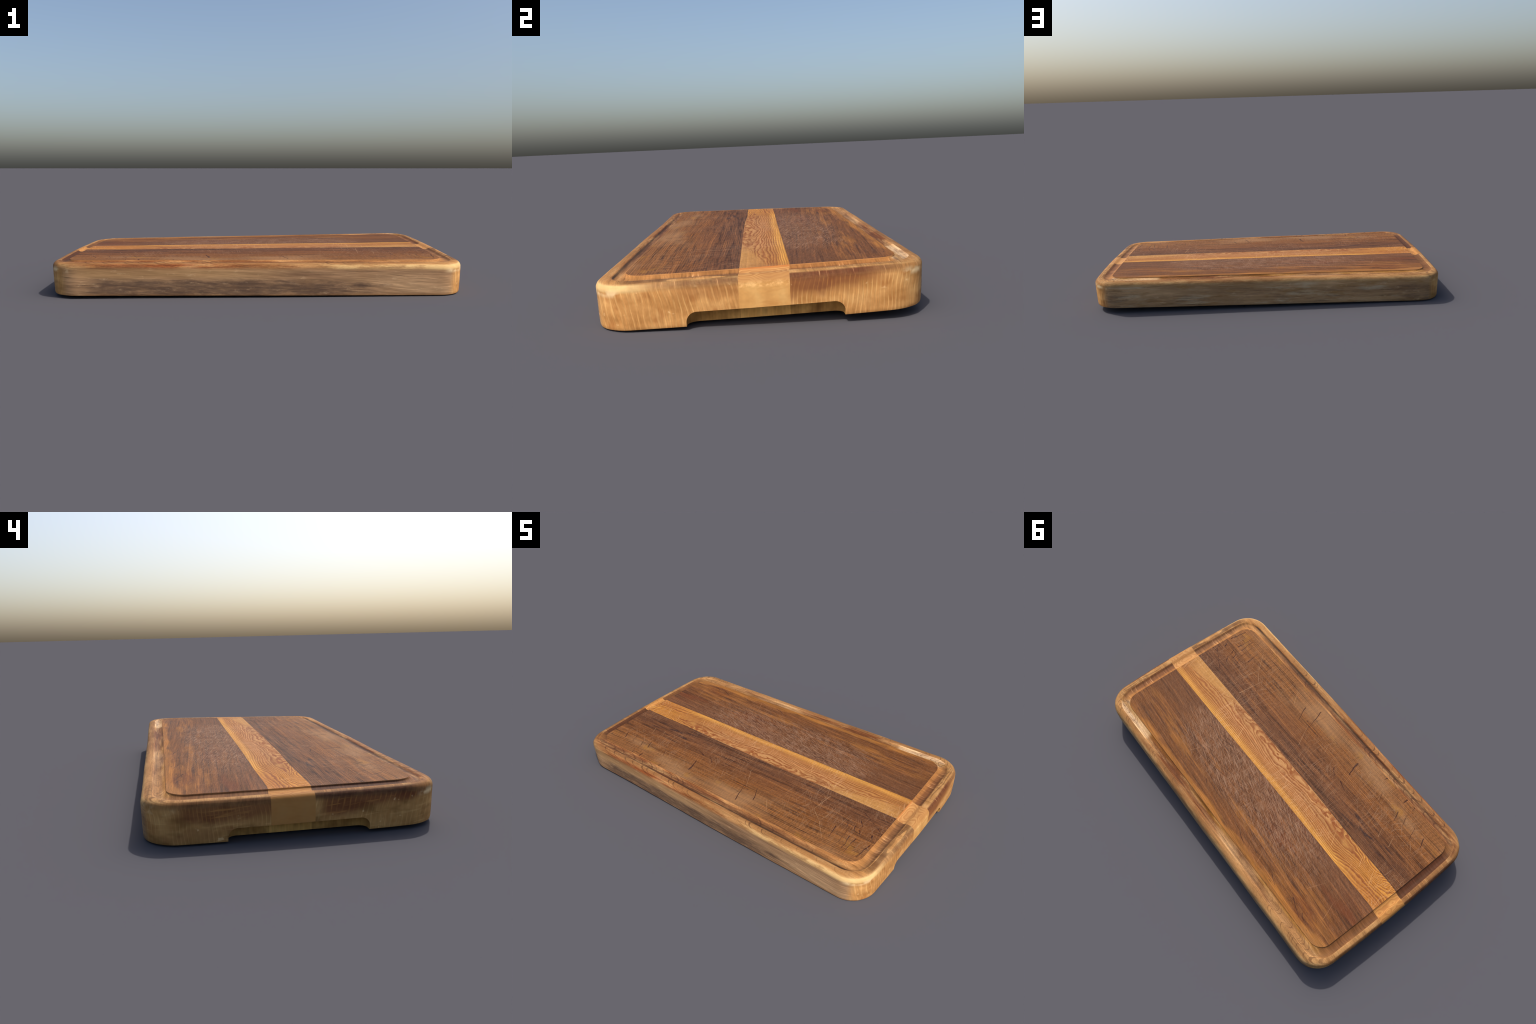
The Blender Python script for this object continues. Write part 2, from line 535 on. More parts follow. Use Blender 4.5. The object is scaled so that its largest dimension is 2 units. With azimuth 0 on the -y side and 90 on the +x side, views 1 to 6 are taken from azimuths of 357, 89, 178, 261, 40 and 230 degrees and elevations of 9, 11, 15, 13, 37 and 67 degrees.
def cutting_front():
    t = Tree("dark_wood_cutting_front")
    x, y = t.x, t.y
    warp = (t.noise(x * 2.2, y * 4, 1.0, 3.0) - 0.5) * 0.22 + (t.noise(x * 5, y * 34, 2.0, 2.0) - 0.5) * 0.20
    v = (-0.069 - y) / 0.383
    tone = t.ramp(v + warp, [(0.0, (120, 81, 54)), (0.22, (121, 80, 52)), (0.42, (127, 83, 50)), (0.62, (133, 87, 50)), (0.80, (140, 94, 55)), (1.0, (144, 98, 60))], G_TOP)
    # darker toward the middle of the board, browner toward the ends
    g = grain_lines(t, y + (t.noise(x * 1.5, y * 5, 8.0, 1.0) - 0.5) * 0.03, 3.0)
    tone = t.scale(tone, (g * 0.55 + 1.0).max(0.35))
    tone = tint_grain(t, tone, g + (v - 0.45) * 0.25, (162, 108, 60), (62, 40, 32))
    orange = t.noise(x * 4, y * 60, 21.0, 2.0).ss(0.55, 0.72) * v.ss(0.15, 0.5) * 0.55
    tone = t.mix(orange, tone, t.rgb((156, 98, 48), G_TOP))
    # regular ridged texture toward the outer edge: lines along, cross lines square to them
    wl = (t.noise(x * 3, y * 6, 5.0, 1.0) - 0.5) * 0.02
    lines = ((y + wl) * 620).sin() * 0.5 + 0.5
    cross = ((x + (t.noise(x * 8, y * 22, 6.0, 1.0) - 0.5) * 0.05) * 300).sin() * 0.5 + 0.5
    region = (v + (t.noise(x * 3, y * 5, 7.0, 2.0) - 0.5) * 0.5).ss(0.5, 0.85)
    tone = t.scale(tone, 1.0 - region * (0.22 * (1.0 - lines) + 0.14 * (1.0 - cross) - 0.13))
    lines2 = ((y + (t.noise(x * 1.3, y * 5, 3.1, 2.0) - 0.5) * 0.05) * 760 + t.noise(x * 3, y * 30, 3.3, 1.0) * 3).sin() * 0.5 + 0.5
    tone = t.scale(tone, 1.0 - (0.10 + t.noise(x * 2, y * 9, 3.7, 1.0).ss(0.3, 0.65) * 0.30) * (lines2 - 0.35))
    # pale worn haze near the +x end, yellowish spots along the outer edge
    pale = t.noise(x * 2.5, y * 6, 31.0, 3.0).ss(0.45, 0.7) * region * 0.45
    tone = t.mix(pale * 0.9, tone, t.rgb((178, 138, 100), G_TOP))
    yellow = t.noise(x * 7, y * 12, 33.0, 2.0).ss(0.56, 0.72) * v.ss(0.55, 0.85) * 0.6
    tone = t.mix(yellow, tone, t.rgb((164, 116, 54), G_TOP))
    # black stains by the glue line
    st = t.noise(x * 9, y * 42, 12.0, 3.0, 0.6).ss(0.50, 0.66) * v.bump(0.05, 0.16, 0.24, 0.34) * x.bump(-0.95, -0.75, -0.45, -0.25)
    st2 = t.noise(x * 5, y * 24, 14.0, 4.0, 0.65).ss(0.50, 0.72) * v.ss(0.34, 0.0) * 0.5
    tone = t.mix((st * 0.85).max(st2), tone, t.rgb((62, 46, 44), G_TOP))
    specks = t.noise(x * 26, y * 130, 17.0, 1.0).ss(0.66, 0.76) * 0.45
    tone = t.mix(specks, tone, t.rgb((60, 40, 34), G_TOP))
    # flecks
    fx = x + (t.noise(x * 16, y * 16, 41.0, 1.0) - 0.5) * 0.022
    fy = y + (t.noise(x * 40, y * 40, 43.0, 0.0) - 0.5) * 0.004
    fl = strokes(t, FLECKS, fx, fy)
    arcs, _ = layer_arcs(t, 0.05, -0.3, 7.0, 60.0, 0.66)
    tone = t.mix(arcs * v.bump(0.35, 0.5, 0.85, 1.0) * 0.22, tone, t.rgb((84, 50, 34), G_TOP))
    tone = t.mix(fl * 0.88, tone, t.rgb((70, 40, 34), G_TOP))
    # knife scratches
    zone = (0.25 + t.noise(x * 2.5, y * 4, 51.0, 2.0).ss(0.36, 0.62) * 0.75) * v.ss(1.15, 0.55)
    sc = scratches(t, (66, 88, 108, 134), 10.0, 300.0, 0.665, 3.0) * zone
    tone = t.mix(sc * 0.42, tone, t.rgb((172, 136, 106), G_TOP))
    dk = scratches(t, (12, 168, 75), 10.0, 260.0, 0.68, 9.0) * zone
    tone = t.mix(dk * 0.35, tone, t.rgb((60, 38, 32), G_TOP))
    tone = t.mix(strokes(t, CUTS, x, y) * 0.6, tone, t.rgb((190, 150, 112), G_TOP))
    # dark line where the surface meets the groove
    rough = 0.58 + t.noise(x * 6, y * 14, 61.0) * 0.16
    return t.finish(tone, rough, 0.16, g * 0.5 - fl - arcs * 0.2, 0.35, 0.0015)


def cutting_back():
    t = Tree("dark_wood_cutting_back")
    x, y = t.x, t.y
    gy = y + x * 0.07                      # the grain runs a little off the board's axis
    v = (y - 0.096) / 0.357
    big = t.noise(x * 1.6, gy * 6, 1.0, 3.0)
    warp = (big - 0.5) * 0.5
    tone = t.ramp(v + warp, [(0.0, (121, 81, 54)), (0.3, (121, 80, 50)), (0.55, (120, 77, 45)), (0.8, (124, 80, 45)), (1.0, (130, 84, 46))], G_TOP)
    g = grain_lines(t, gy + (t.noise(x * 1.5, y * 5, 8.0, 1.0) - 0.5) * 0.03, 13.0)
    tone = t.scale(tone, (g * 0.55 + 1.0).max(0.35))
    tone = tint_grain(t, tone, g, (150, 98, 58), (64, 41, 33))
    red = t.noise(x * 2.2, gy * 9, 23.0, 2.0).ss(0.5, 0.7) * x.ss(0.1, -0.5) * 0.6
    tone = t.mix(red, tone, t.rgb((118, 64, 36), G_TOP))
    # golden sapwood patches and a pale band along the groove
    ay = y + x * 0.015
    soft = t.noise(x * 2.6, ay * 15, 25.0, 4.0, 0.62)
    s1 = (soft + v.bump(0.35, 0.58, 0.70, 0.85) * 0.13 + v.ss(0.55, 0.95) * x.ss(0.0, -0.5) * 0.10 + g * 0.10).ss(0.58, 0.78) * v.ss(0.30, 0.55)
    edge = (v + (t.noise(x * 5, y * 16, 27.0, 3.0) - 0.5) * 0.22 - x.ss(0.5, 0.9) * 0.05 + x.ss(-0.3, -0.9) * 0.03).ss(0.90, 0.955)
    corner = (v + x.ss(-0.45, -0.92) * 0.55 - 1.27 + (t.noise(x * 5, ay * 14, 29.0, 4.0) - 0.5) * 0.6).ss(-0.05, 0.26)
    tone = t.mix((s1 * 0.55).max(edge * 0.85), tone, t.scale(t.rgb((166, 111, 54), G_TOP), (g * 0.7 + 1.0).max(0.4)))
    tone = t.mix(corner * 0.80, tone, t.scale(t.rgb((168, 118, 70), G_TOP), (g * 0.55 + 1.0).max(0.4)))
    tone = t.mix(x.ss(0.55, 0.9) * v.ss(0.9, 0.4) * 0.35, tone, t.rgb((112, 72, 42), G_TOP))
    specks = t.noise(x * 22, gy * 120, 17.0, 1.0).ss(0.66, 0.76) * 0.5
    tone = t.mix(specks, tone, t.rgb((62, 42, 36), G_TOP))
    fx = x + (t.noise(x * 16, y * 16, 41.0, 1.0) - 0.5) * 0.03
    fl = strokes(t, FLECKS_BACK, fx, y + (t.noise(x * 20, y * 20, 44.0, 0.0) - 0.5) * 0.012)
    tone = t.mix(fl * 0.85, tone, t.rgb((78, 46, 34), G_TOP))
    # hazy scuffing in the middle of the board
    zone = (t.noise(x * 2.2, y * 4, 51.0, 3.0) * 0.9 + v.bump(-0.3, 0.12, 0.5, 0.95) * x.bump(-0.95, -0.3, 0.4, 0.85) * 0.6).ss(0.50, 1.20)
    sc = scratches(t, (84, 96, 108, 128, 146), 12.0, 420.0, 0.645, 5.0)
    hair = t.noise((x - y * 0.30) * 12, (y + x * 0.30) * 170, 53.0, 2.0, 0.7).ss(0.50, 0.64)
    hair = hair.max(t.noise((x - y * 0.8) * 12, (y + x * 0.8) * 170, 57.0, 2.0, 0.7).ss(0.55, 0.68) * 0.7)
    tone = t.mix(hair * (zone * 0.70 + 0.14), tone, t.rgb((160, 122, 94), G_TOP))
    tone = t.mix(sc * (zone * 0.26 + 0.08), tone, t.rgb((172, 138, 112), G_TOP))
    dk = scratches(t, (165, 12, 150), 10.0, 260.0, 0.66, 19.0)
    tone = t.mix(dk * (zone * 0.30 + 0.15), tone, t.rgb((62, 40, 33), G_TOP))
    tone = t.mix(strokes(t, CUTS_BACK, x, y) * 0.6, tone, t.rgb((182, 134, 96), G_TOP))
    rough = 0.58 + t.noise(x * 6, y * 14, 61.0) * 0.16
    return t.finish(tone, rough, 0.16, g * 0.5 - fl, 0.35, 0.0015)


def ash_figure(t, w):
    """Height field whose contour lines are the light plank's growth rings."""
    x, y = t.x, t.y
    broad = t.noise(x * 1.5, w * 1.0, 2.0, 1.0, 0.4) - 0.5
    fine = t.noise(x * 8.0, w * 3.4, 6.0, 2.0, 0.5) - 0.5
    f = w * w * 7.0 + w * 6.0 + broad * (17.0 * (1.2 - w)) + fine * 4.4 * (1.15 - w) + x * 1.5
    # an eye near the -x end that the rings bend around
    ex, ey = (x + 0.735) / 0.20, (w - 0.58) / 0.5
    f = f + 5.0 * (1.0 - (ex * ex + ey * ey).sqrt()).max(0.0) + x.ss(-0.72, -0.95) * 6.0
    return f


def cutting_light():
    t = Tree("light_wood_cutting")
    x, y = t.x, t.y
    w = (y + 0.069 - x.ss(-0.15, -0.65) * 0.009) / 0.165
    base = t.ramp(w + (t.noise(x * 2.4, y * 16, 3.0, 2.0) - 0.5) * 0.35, [(0.0, (188, 138, 80)), (0.45, (182, 130, 76)), (0.70, (188, 134, 74)), (0.90, (216, 160, 82)), (1.0, (206, 148, 70))], G_TOP)
    base = t.mix(x.ss(-0.50, -0.80) * (0.35 + w.ss(0.75, 0.35) * 0.5), base, t.rgb((204, 142, 64), G_TOP))
    base = t.mix(x.bump(-0.6, -0.2, 0.4, 0.7) * w.ss(0.90, 0.6) * 0.45 * (0.5 + t.noise(x * 6, y * 30, 15.0, 2.0)), base, t.rgb((194, 144, 100), G_TOP))
    base = t.mix(x.ss(-0.55, -0.8) * w.ss(0.5, 0.8) * 0.5, base, t.rgb((176, 110, 56), G_TOP))
    f = ash_figure(t, w)
    saw = f.fract()
    ring = saw.ss(0.10, 0.80) * saw.ss(1.0, 0.86)
    fine = ((w * 75 + f * 2.0)).sin() * 0.5 + 0.5
    plain = (x + (t.noise(x * 5, y * 12, 9.0, 1.0) - 0.5) * 0.35 - w * 0.75).ss(0.40, 0.50)     # unfigured patch at the +x end
    strength = (0.98 - w.ss(0.70, 0.95) * 0.45) * (1.0 - plain * 0.92) * (0.55 + t.noise(x * 3, y * 15, 71.0, 1.0) * 0.75)
    tone = t.mix(ring * strength, base, t.rgb((148, 90, 50), G_TOP))
    tone = t.mix(fine * w.bump(0.35, 0.6, 1.0, 1.1) * 0.24 * (1.0 - plain), tone, t.rgb((160, 98, 50), G_TOP))
    blot = t.noise(x * 8, y * 26, 73.0, 2.0).ss(0.5, 0.62) * w.ss(0.42, 0.22) * x.bump(-0.75, -0.6, 0.45, 0.6) * 0.5
    tone = t.mix(blot, tone, t.rgb((152, 94, 54), G_TOP))
    tone = t.mix(x.ss(0.80, 0.90) * 0.35, tone, t.rgb((150, 98, 54), G_TOP))
    g = grain_lines(t, y, 33.0)
    tone = t.scale(tone, (g * 0.30 + 1.0) * (0.80 + t.noise(x * 80, y * 160, 5.0, 2.0, 0.7) * 0.40))
    zone = 0.25 + t.noise(x * 2.5, y * 4, 51.0, 2.0).ss(0.40, 0.62) * 0.75
    sc = scratches(t, (62, 85, 108, 132), 10.0, 300.0, 0.67, 23.0) * zone
    tone = t.mix(sc * 0.40, tone, t.rgb((214, 168, 124), G_TOP))
    dk = scratches(t, (30, 75, 118, 145), 12.0, 260.0, 0.70, 29.0) * zone
    tone = t.mix(dk * 0.28, tone, t.rgb((120, 72, 44), G_TOP))
    tone = t.mix(strokes(t, CUTS_LIGHT, x, y) * 0.6, tone, t.rgb((226, 178, 122), G_TOP))
    return t.finish(tone, 0.58 + t.noise(x * 6, y * 14, 61.0) * 0.14, 0.16, g * 0.6 - ring * 0.3, 0.3, 0.0015)


def outline_distance(t):
    """Distance inside the outer outline (rounded rectangle)."""
    r = R_OUT
    qx, qy = (t.x.abs() - (1.0 - r)).max(0.0), (t.y.abs() - (0.5425 - r)).max(0.0)
    inside = (t.x.abs() - (1.0 - r)).max(t.y.abs() - (0.5425 - r)).min(0.0)
    return r - inside - (qx * qx + qy * qy).sqrt()


def chips(t, seed, lo=0.66):
    return t.noise(t.x * 26, t.y * 26, t.z * 30 + seed, 2.0, 0.6).ss(lo, lo + 0.07)


def dark_outer(groove, front):
    """Groove, rim, sides and underside of a dark plank."""
    t = Tree("dark_wood_" + ("groove" if groove else "edge") + ("_front" if front else "_back"))
    x, y, h = t.x, t.y, t.h
    end = t.nx.abs().ss(0.30, 0.62) if not groove else (x.abs() - (y.abs() - 0.5425 + 1.0)).ss(-0.02, 0.02)
    top = h.ss(-0.040, -0.014) if not groove else t.math("ADD", 1.0, 0.0)
    big = t.noise(x * 2.2, y * 6, t.z * 6, 3.0)
    g = grain_lines(t, y + t.z * 0.7, 53.0)
    # ---- rim and groove, long sides
    if front:
        rim = t.ramp(x * 0.5 + 0.5 + (big - 0.5) * 0.5, [(0.0, (138, 92, 58)), (0.25, (142, 90, 54)), (0.55, (150, 98, 58)), (0.72, (168, 116, 70)), (1.0, (188, 134, 80))], G_TOP)
        if not groove:
            red = t.noise(x * 2.5, y * 12, t.z * 20, 2.0).ss(0.36, 0.58) * x.bump(-0.95, -0.8, 0.0, 0.3) * h.ss(-0.038, -0.014) * h.ss(-0.004, -0.010)
            rim = t.mix(red * 0.42, rim, t.rgb((176, 98, 56), G_TOP))
        arcs, av = layer_arcs(t, 0.17, -0.5, 4.0, 30.0, 0.57)
        arc_fac, arc_col = 0.60, (84, 52, 38)
    else:
        rim = t.ramp(x * 0.5 + 0.5 + (big - 0.5) * 0.4, [(0.0, (182, 134, 86)), (0.3, (168, 120, 76)), (0.6, (148, 100, 62)), (0.80, (148, 98, 58)), (0.90, (166, 118, 70)), (1.0, (170, 122, 74))], G_TOP)
        brown = t.noise(x * 4, y * 14, 3.0, 2.0).ss(0.36, 0.52) * x.bump(-0.15, 0.1, 0.60, 0.66) * h.ss(-0.03, -0.01) * 0.7
        rim = t.mix(brown, rim, t.rgb((128, 78, 46), G_TOP))
        if groove:
            white = ((x + (t.noise(x * 8, y * 12, 75.0, 2.0) - 0.5) * 0.10).bump(0.60, 0.64, 0.86, 0.96) * 1.0).max(x.bump(-0.95, -0.8, -0.1, 0.3) * t.noise(x * 3, y * 8, 77.0, 2.0).ss(0.42, 0.66) * 0.40) * h.bump(-0.022, -0.018, -0.0062, -0.0035)
            rim = t.mix(white, rim, t.rgb((226, 186, 142), G_TOP))
            gold = y.ss(0.475, 0.462) * t.noise(x * 4, y * 10, 79.0, 2.0).ss(0.3, 0.6) * 0.6
            rim = t.mix(gold, rim, t.rgb((160, 110, 40), G_TOP))
        arcs, av = layer_arcs(t, -0.16, 0.5, 9.0, 40.0, 0.57)
        arc_fac, arc_col = 0.58, (112, 74, 50)
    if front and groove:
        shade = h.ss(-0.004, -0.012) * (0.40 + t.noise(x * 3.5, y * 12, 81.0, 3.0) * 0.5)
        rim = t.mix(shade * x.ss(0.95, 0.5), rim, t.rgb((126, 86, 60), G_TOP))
    pale = t.noise(x * 3.5, y * 22, t.z * 20, 4.0, 0.65)
    rim = t.mix(pale.ss(0.48, 0.66) * 0.65, rim, t.rgb((206, 160, 108), G_TOP))
    rim = t.mix(pale.ss(0.48, 0.34) * 0.50, rim, t.rgb((116, 72, 44), G_TOP))
    rim = tint_grain(t, rim, g, (196, 144, 90), (100, 62, 42), 0.75)
    rim = t.scale(rim, (g * 0.40 + 1.0).max(0.4))
    rim = t.scale(rim, 1.0 + (av - 0.5) * 0.25)
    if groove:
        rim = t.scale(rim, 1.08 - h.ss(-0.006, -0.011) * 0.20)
    else:
        crest = h.bump(-0.012, -0.0065, -0.0045, -0.003)  # highlight along the rim's crest, put into the colour
        rim = t.mix(crest * 0.30, rim, t.rgb((206, 156, 100), G_TOP))
    rim = t.mix(arcs * arc_fac * t.noise(x * 5, y * 5, 5.0, 1.0).ss(0.3, 0.55), rim, t.rgb(arc_col, G_TOP))
    # ---- rim and groove on the ends: cross-cut wood, hatched by the rings
    yw = y + (t.noise(x * 6, y * 6, t.z * 5, 2.0) - 0.5) * 0.03 + t.h * 0.25
    hatch = t.noise(yw * 120, x * 7, t.z * 5, 3.0, 0.7)
    if front:
        ends = t.ramp(x * 0.5 + 0.5 + (big - 0.5) * 0.25, [(0.0, (112, 74, 48)), (0.3, (116, 76, 48)), (0.7, (158, 112, 72)), (1.0, (168, 121, 78))], G_TOP)
        burn = (x.ss(-0.5, -0.9) * y.bump(-0.55, -0.36, -0.12, -0.03) * (0.75 if not groove else 0.35)).max(x.ss(0.5, 0.9) * y.ss(-0.36, -0.20) * 0.40)
        ends = t.mix(burn, ends, t.rgb((96, 56, 42), G_TOP))
    else:
        ends = t.ramp(x * 0.5 + 0.5 + (big - 0.5) * 0.25, [(0.0, (138, 94, 58)), (0.3, (136, 90, 56)), (0.7, (150, 104, 66)), (1.0, (158, 111, 70))], G_TOP)
        burn = x.ss(0.5, 0.9) * y.bump(0.05, 0.10, 0.30, 0.44) * (0.9 if not groove else 0.40)
        ends = t.mix(burn, ends, t.rgb((116, 66, 44), G_TOP))
    ends = t.mix(y.abs().ss(0.36, 0.48) * 0.6, ends, t.rgb((184, 132, 80), G_TOP))
    if groove:
        inner = (outline_distance(t) - 0.078).ss(0.0, 0.012) * x.ss(0.2, 0.6)
        ends = t.mix(inner * 0.4, ends, t.rgb((200, 140, 78), G_TOP))
    ends = t.mix(t.noise(x * 9, y * 9, 95.0, 3.0).ss(0.52, 0.70) * 0.45, ends, t.rgb((108, 68, 44), G_TOP))
    ends = t.scale(ends, 0.36 + hatch * 1.24)
    tips = hatch.ss(0.60, 0.70) * h.ss(-0.045, -0.02) * h.ss(-0.004, -0.012) * x.ss(0.0, 0.5)
    ends = t.mix(tips * 0.6, ends, t.rgb((232, 180, 126), G_TOP))
    col = t.mix(end, rim, ends)
    if groove:
        # dirt gathered along the outer wall of the groove, shade painted in at its foot
        d = outline_distance(t)
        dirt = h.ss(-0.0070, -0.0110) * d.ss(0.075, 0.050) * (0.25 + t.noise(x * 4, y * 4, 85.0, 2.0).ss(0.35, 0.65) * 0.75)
        heavy = (x.ss(0.80, 0.95) * 0.55).max(y.ss(-0.44, -0.50) * 0.45).max(x.ss(-0.85, -0.95) * 0.25) + 0.12
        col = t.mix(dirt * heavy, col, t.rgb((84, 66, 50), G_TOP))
        foot = h.ss(-0.0085, -0.0110) * d.bump(0.036, 0.042, 0.050, 0.058)  # dark line of the outer wall's shade, painted into the colour
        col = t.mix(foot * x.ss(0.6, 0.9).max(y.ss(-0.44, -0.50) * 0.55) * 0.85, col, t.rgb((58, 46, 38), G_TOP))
        lip = (h + 0.0022).ss(-0.0018, 0.001)  # bright line of the lit plateau edge, painted into the colour
        col = t.mix(lip * 0.5 * (0.4 + t.noise(x * 8, y * 8, 87.0, 1.0)), col, t.rgb((206, 152, 98), G_TOP))
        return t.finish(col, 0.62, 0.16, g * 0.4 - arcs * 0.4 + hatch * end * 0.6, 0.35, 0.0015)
    # ---- long sides, weathered
    zz = t.z
    sw = zz + x * (0.055 if front else -0.02) + (t.noise(x * 2.5, zz * 9, 1.0, 2.0) - 0.5) * 0.03
    streak = t.noise(x * 3.2, sw * 60, 2.0, 5.0, 0.7)
    fibre = t.noise(x * 7.0, sw * 230, 5.0, 3.0, 0.7)
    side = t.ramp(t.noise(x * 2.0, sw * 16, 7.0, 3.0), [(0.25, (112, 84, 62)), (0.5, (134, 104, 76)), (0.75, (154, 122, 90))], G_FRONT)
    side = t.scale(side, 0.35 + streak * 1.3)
    side = t.scale(side, 0.30 + fibre * 1.4)
    low = t.z - (x * 0.0045 + y * 0.010 + x * y * 0.02)
    if front:
        zone = low.bump(-0.01, 0.030, 0.070, 0.110) * x.bump(-0.95, -0.7, 0.25, 0.85) * 1.15
        side = t.mix(low.ss(0.028, 0.006) * 0.55, side, t.rgb((166, 118, 72), G_FRONT))
        side = t.mix(low.bump(0.08, 0.11, 0.135, 0.15) * x.bump(-0.95, -0.8, -0.3, 0.3) * 0.35, side, t.rgb((152, 118, 76), G_FRONT))
    else:
        zone = low.bump(-0.01, 0.02, 0.09, 0.14) * 0.62 + x.ss(-0.70, -0.84) * 0.35 + x.ss(0.70, 0.84) * 0.25
        side = t.mix(0.35, side, t.rgb((140, 112, 76), G_FRONT))
        side = t.mix(t.noise(x * 3, sw * 22, 45.0, 4.0, 0.65).ss(0.50, 0.64) * 0.45, side, t.rgb((158, 142, 116), G_FRONT))
        side = t.mix(t.noise(x * 4, sw * 18, 47.0, 4.0, 0.65).ss(0.50, 0.66) * 0.5, side, t.rgb((118, 84, 44), G_FRONT))
    black = (t.noise(x * 6.0, sw * 46, 11.0, 6.0, 0.75) * 0.75 + (fibre - 0.5) * 0.5 + t.noise(x * 5, zz * 24, 13.0, 4.0, 0.7) * 0.5 + zone * 0.34).ss(0.78, 1.10)
    crack = t.noise(x * 3.5, sw * 150, 33.0, 2.0, 0.6).ss(0.60, 0.70) * t.noise(x * 3, zz * 12, 35.0, 2.0).ss(0.42, 0.60)
    side = t.mix(crack * 0.65, side, t.rgb((70, 50, 38), G_FRONT))
    side = t.mix(black * (0.72 if front else 0.60), side, t.rgb((64, 50, 44), G_FRONT))
    side = t.mix(t.noise(x * 14, zz * 40, 91.0, 4.0, 0.75).ss(0.55, 0.75) * 0.22, side, t.rgb((204, 172, 134), G_FRONT))
    # ---- sawn ends: pale cross-cut wood with ring lines and rays
    bend = zz * (0.12 if front else 0.0) + zz * zz * (0.3 if front else -0.5)
    yr = y + bend + (t.noise(y * 7, zz * 7, 3.0, 2.0) - 0.5) * 0.02
    ph = yr * (52.0 if front else 72.0) + (t.noise(y * 10, zz * 5, 21.0, 1.0) - 0.5) * 1.6
    rl = ((ph.fract() - 0.5).abs() * 2.0).ss(0.62, 0.90) * (0.25 + t.noise(y * 16, zz * 18, 61.0, 3.0).ss(0.38, 0.62) * 0.75)
    ray = t.noise(y * 6, (zz + y * 0.10) * 90, 19.0, 2.0, 0.6).ss(0.58, 0.68)
    mott = t.noise(y * 14, zz * 18, 23.0, 3.0)
    endc = t.ramp(mott, [(0.25, (162, 114, 66)), (0.5, (184, 134, 82)), (0.75, (200, 152, 98))], G_END)
    dark = (180, 116, 70)
    ncol = t.rgb((226, 180, 120), G_END)
    if front:
        burn2 = x.ss(0, -0.5) * y.bump(-0.53, -0.44, -0.10, -0.06) * (low - 0.052 + (y + 0.07) * 0.13 + (mott - 0.5) * 0.06).ss(0.0, 0.045)
        burn2 = burn2.max(x.ss(0.0, 0.5) * y.ss(-0.34, -0.2) * low.ss(0.085, 0.125) * 0.35)
    else:
        burn2 = x.ss(0.0, 0.5) * y.bump(0.05, 0.1, 0.28, 0.44) * (low - 0.045 - (y - 0.1) * 0.10 + (mott - 0.5) * 0.06).ss(0.020, 0.065)
        burn2 = burn2.max(x.ss(0, -0.5) * y.bump(0.0, 0.1, 0.38, 0.47) * (low + (mott - 0.5) * 0.06).ss(0.070, 0.110) * 0.85)
        burn2 = burn2.max(x.ss(0, -0.5) * t.noise(y * 8, zz * 14, 39.0, 2.0).ss(0.52, 0.66) * 0.35)
    endc = t.mix(t.noise(y * 16, zz * 12, 27.0, 2.0).ss(0.56, 0.7) * 0.35, endc, t.rgb((150, 90, 46), G_END))
    endc = t.mix(rl * (0.36 - 0.05 * burn2), endc, ncol)
    endc = t.mix(ray * x.ss(0.3, -0.3) * 0.34, endc, ncol)
    endc = t.scale(endc, 0.68 + t.noise(yr * 210, zz * 14, 29.0, 2.0, 0.7) * 0.64)
    old = x.ss(0.2, -0.2)                                   # the -x end is greyer and dirtier
    endc = t.mix(old * 0.40, endc, t.scale(t.rgb((160, 126, 80), G_END), 0.75 + mott * 0.4))
    endc = t.mix(old * t.noise(y * 9, zz * 16, 37.0, 3.0).ss(0.48, 0.66) * 0.5, endc, t.rgb((108, 74, 40), G_END))
    endc = t.mix(burn2 * (0.45 + mott * 0.5), endc, t.rgb((112, 62, 42), G_END))
    net = (rl * 0.8).max(ray * x.ss(0.3, -0.3)) * burn2
    endc = t.mix(net * 0.40, endc, t.rgb((196, 138, 74), G_END))
    endc = t.mix(chips(t, 9.0, 0.68) * 0.45, endc, t.rgb((228, 190, 140), G_END))
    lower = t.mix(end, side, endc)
    wear_highlight = h.bump(-0.036, -0.024, -0.012, -0.005) * (0.25 + t.noise(x * 9, y * 20, t.z * 50, 5.0, 0.7).ss(0.38, 0.66) * 0.65)  # pale worn arris, with the sunlit edge's highlight painted into the colour
    wear_highlight = wear_highlight * (1.0 - end * 0.80)
    if front:
        wear_highlight = wear_highlight * (x.ss(0.1, 0.5) * 0.85 + x.ss(-0.75, -0.9) * 0.5).clamp()
        wear_highlight = wear_highlight.max(h.bump(-0.038, -0.026, -0.014, -0.006) * x.ss(0.72, 0.88) * y.ss(-0.30, -0.44) * (0.5 + t.noise(x * 30, y * 30, t.z * 40, 3.0) * 0.6).clamp())  # sun highlight on the near corner, painted in
    else:
        wear_highlight = wear_highlight * 0.45
    lower = t.mix(wear_highlight, lower, t.rgb((246, 204, 142), G_TOP))
    col = t.mix(wear_highlight, col, t.rgb((246, 204, 142), G_TOP))
    # bleached, knocked arrises at the corners
    cornr = (t.x.abs() - 0.86).ss(0.0, 0.06) * (t.y.abs() - 0.42).ss(0.0, 0.05) * h.bump(-0.055, -0.035, -0.022, -0.012)
    lower = t.mix(cornr * t.noise(x * 18, y * 18, t.z * 22, 3.0).ss(0.42, 0.60) * 0.7, lower, t.rgb((206, 178, 136), 0.8))
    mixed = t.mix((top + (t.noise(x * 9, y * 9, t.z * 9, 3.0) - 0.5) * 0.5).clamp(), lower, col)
    under = t.nz.ss(-0.6, -0.85)
    mixed = t.mix(under, mixed, t.scale(t.rgb((150, 104, 62), 1.2), g * 0.5 + 1.0))
    return t.finish(mixed, 0.65, 0.14, g * 0.4 - arcs * top * 0.4 + hatch * end * 0.5 + streak * 0.3, 0.35, 0.0015, 0.22)


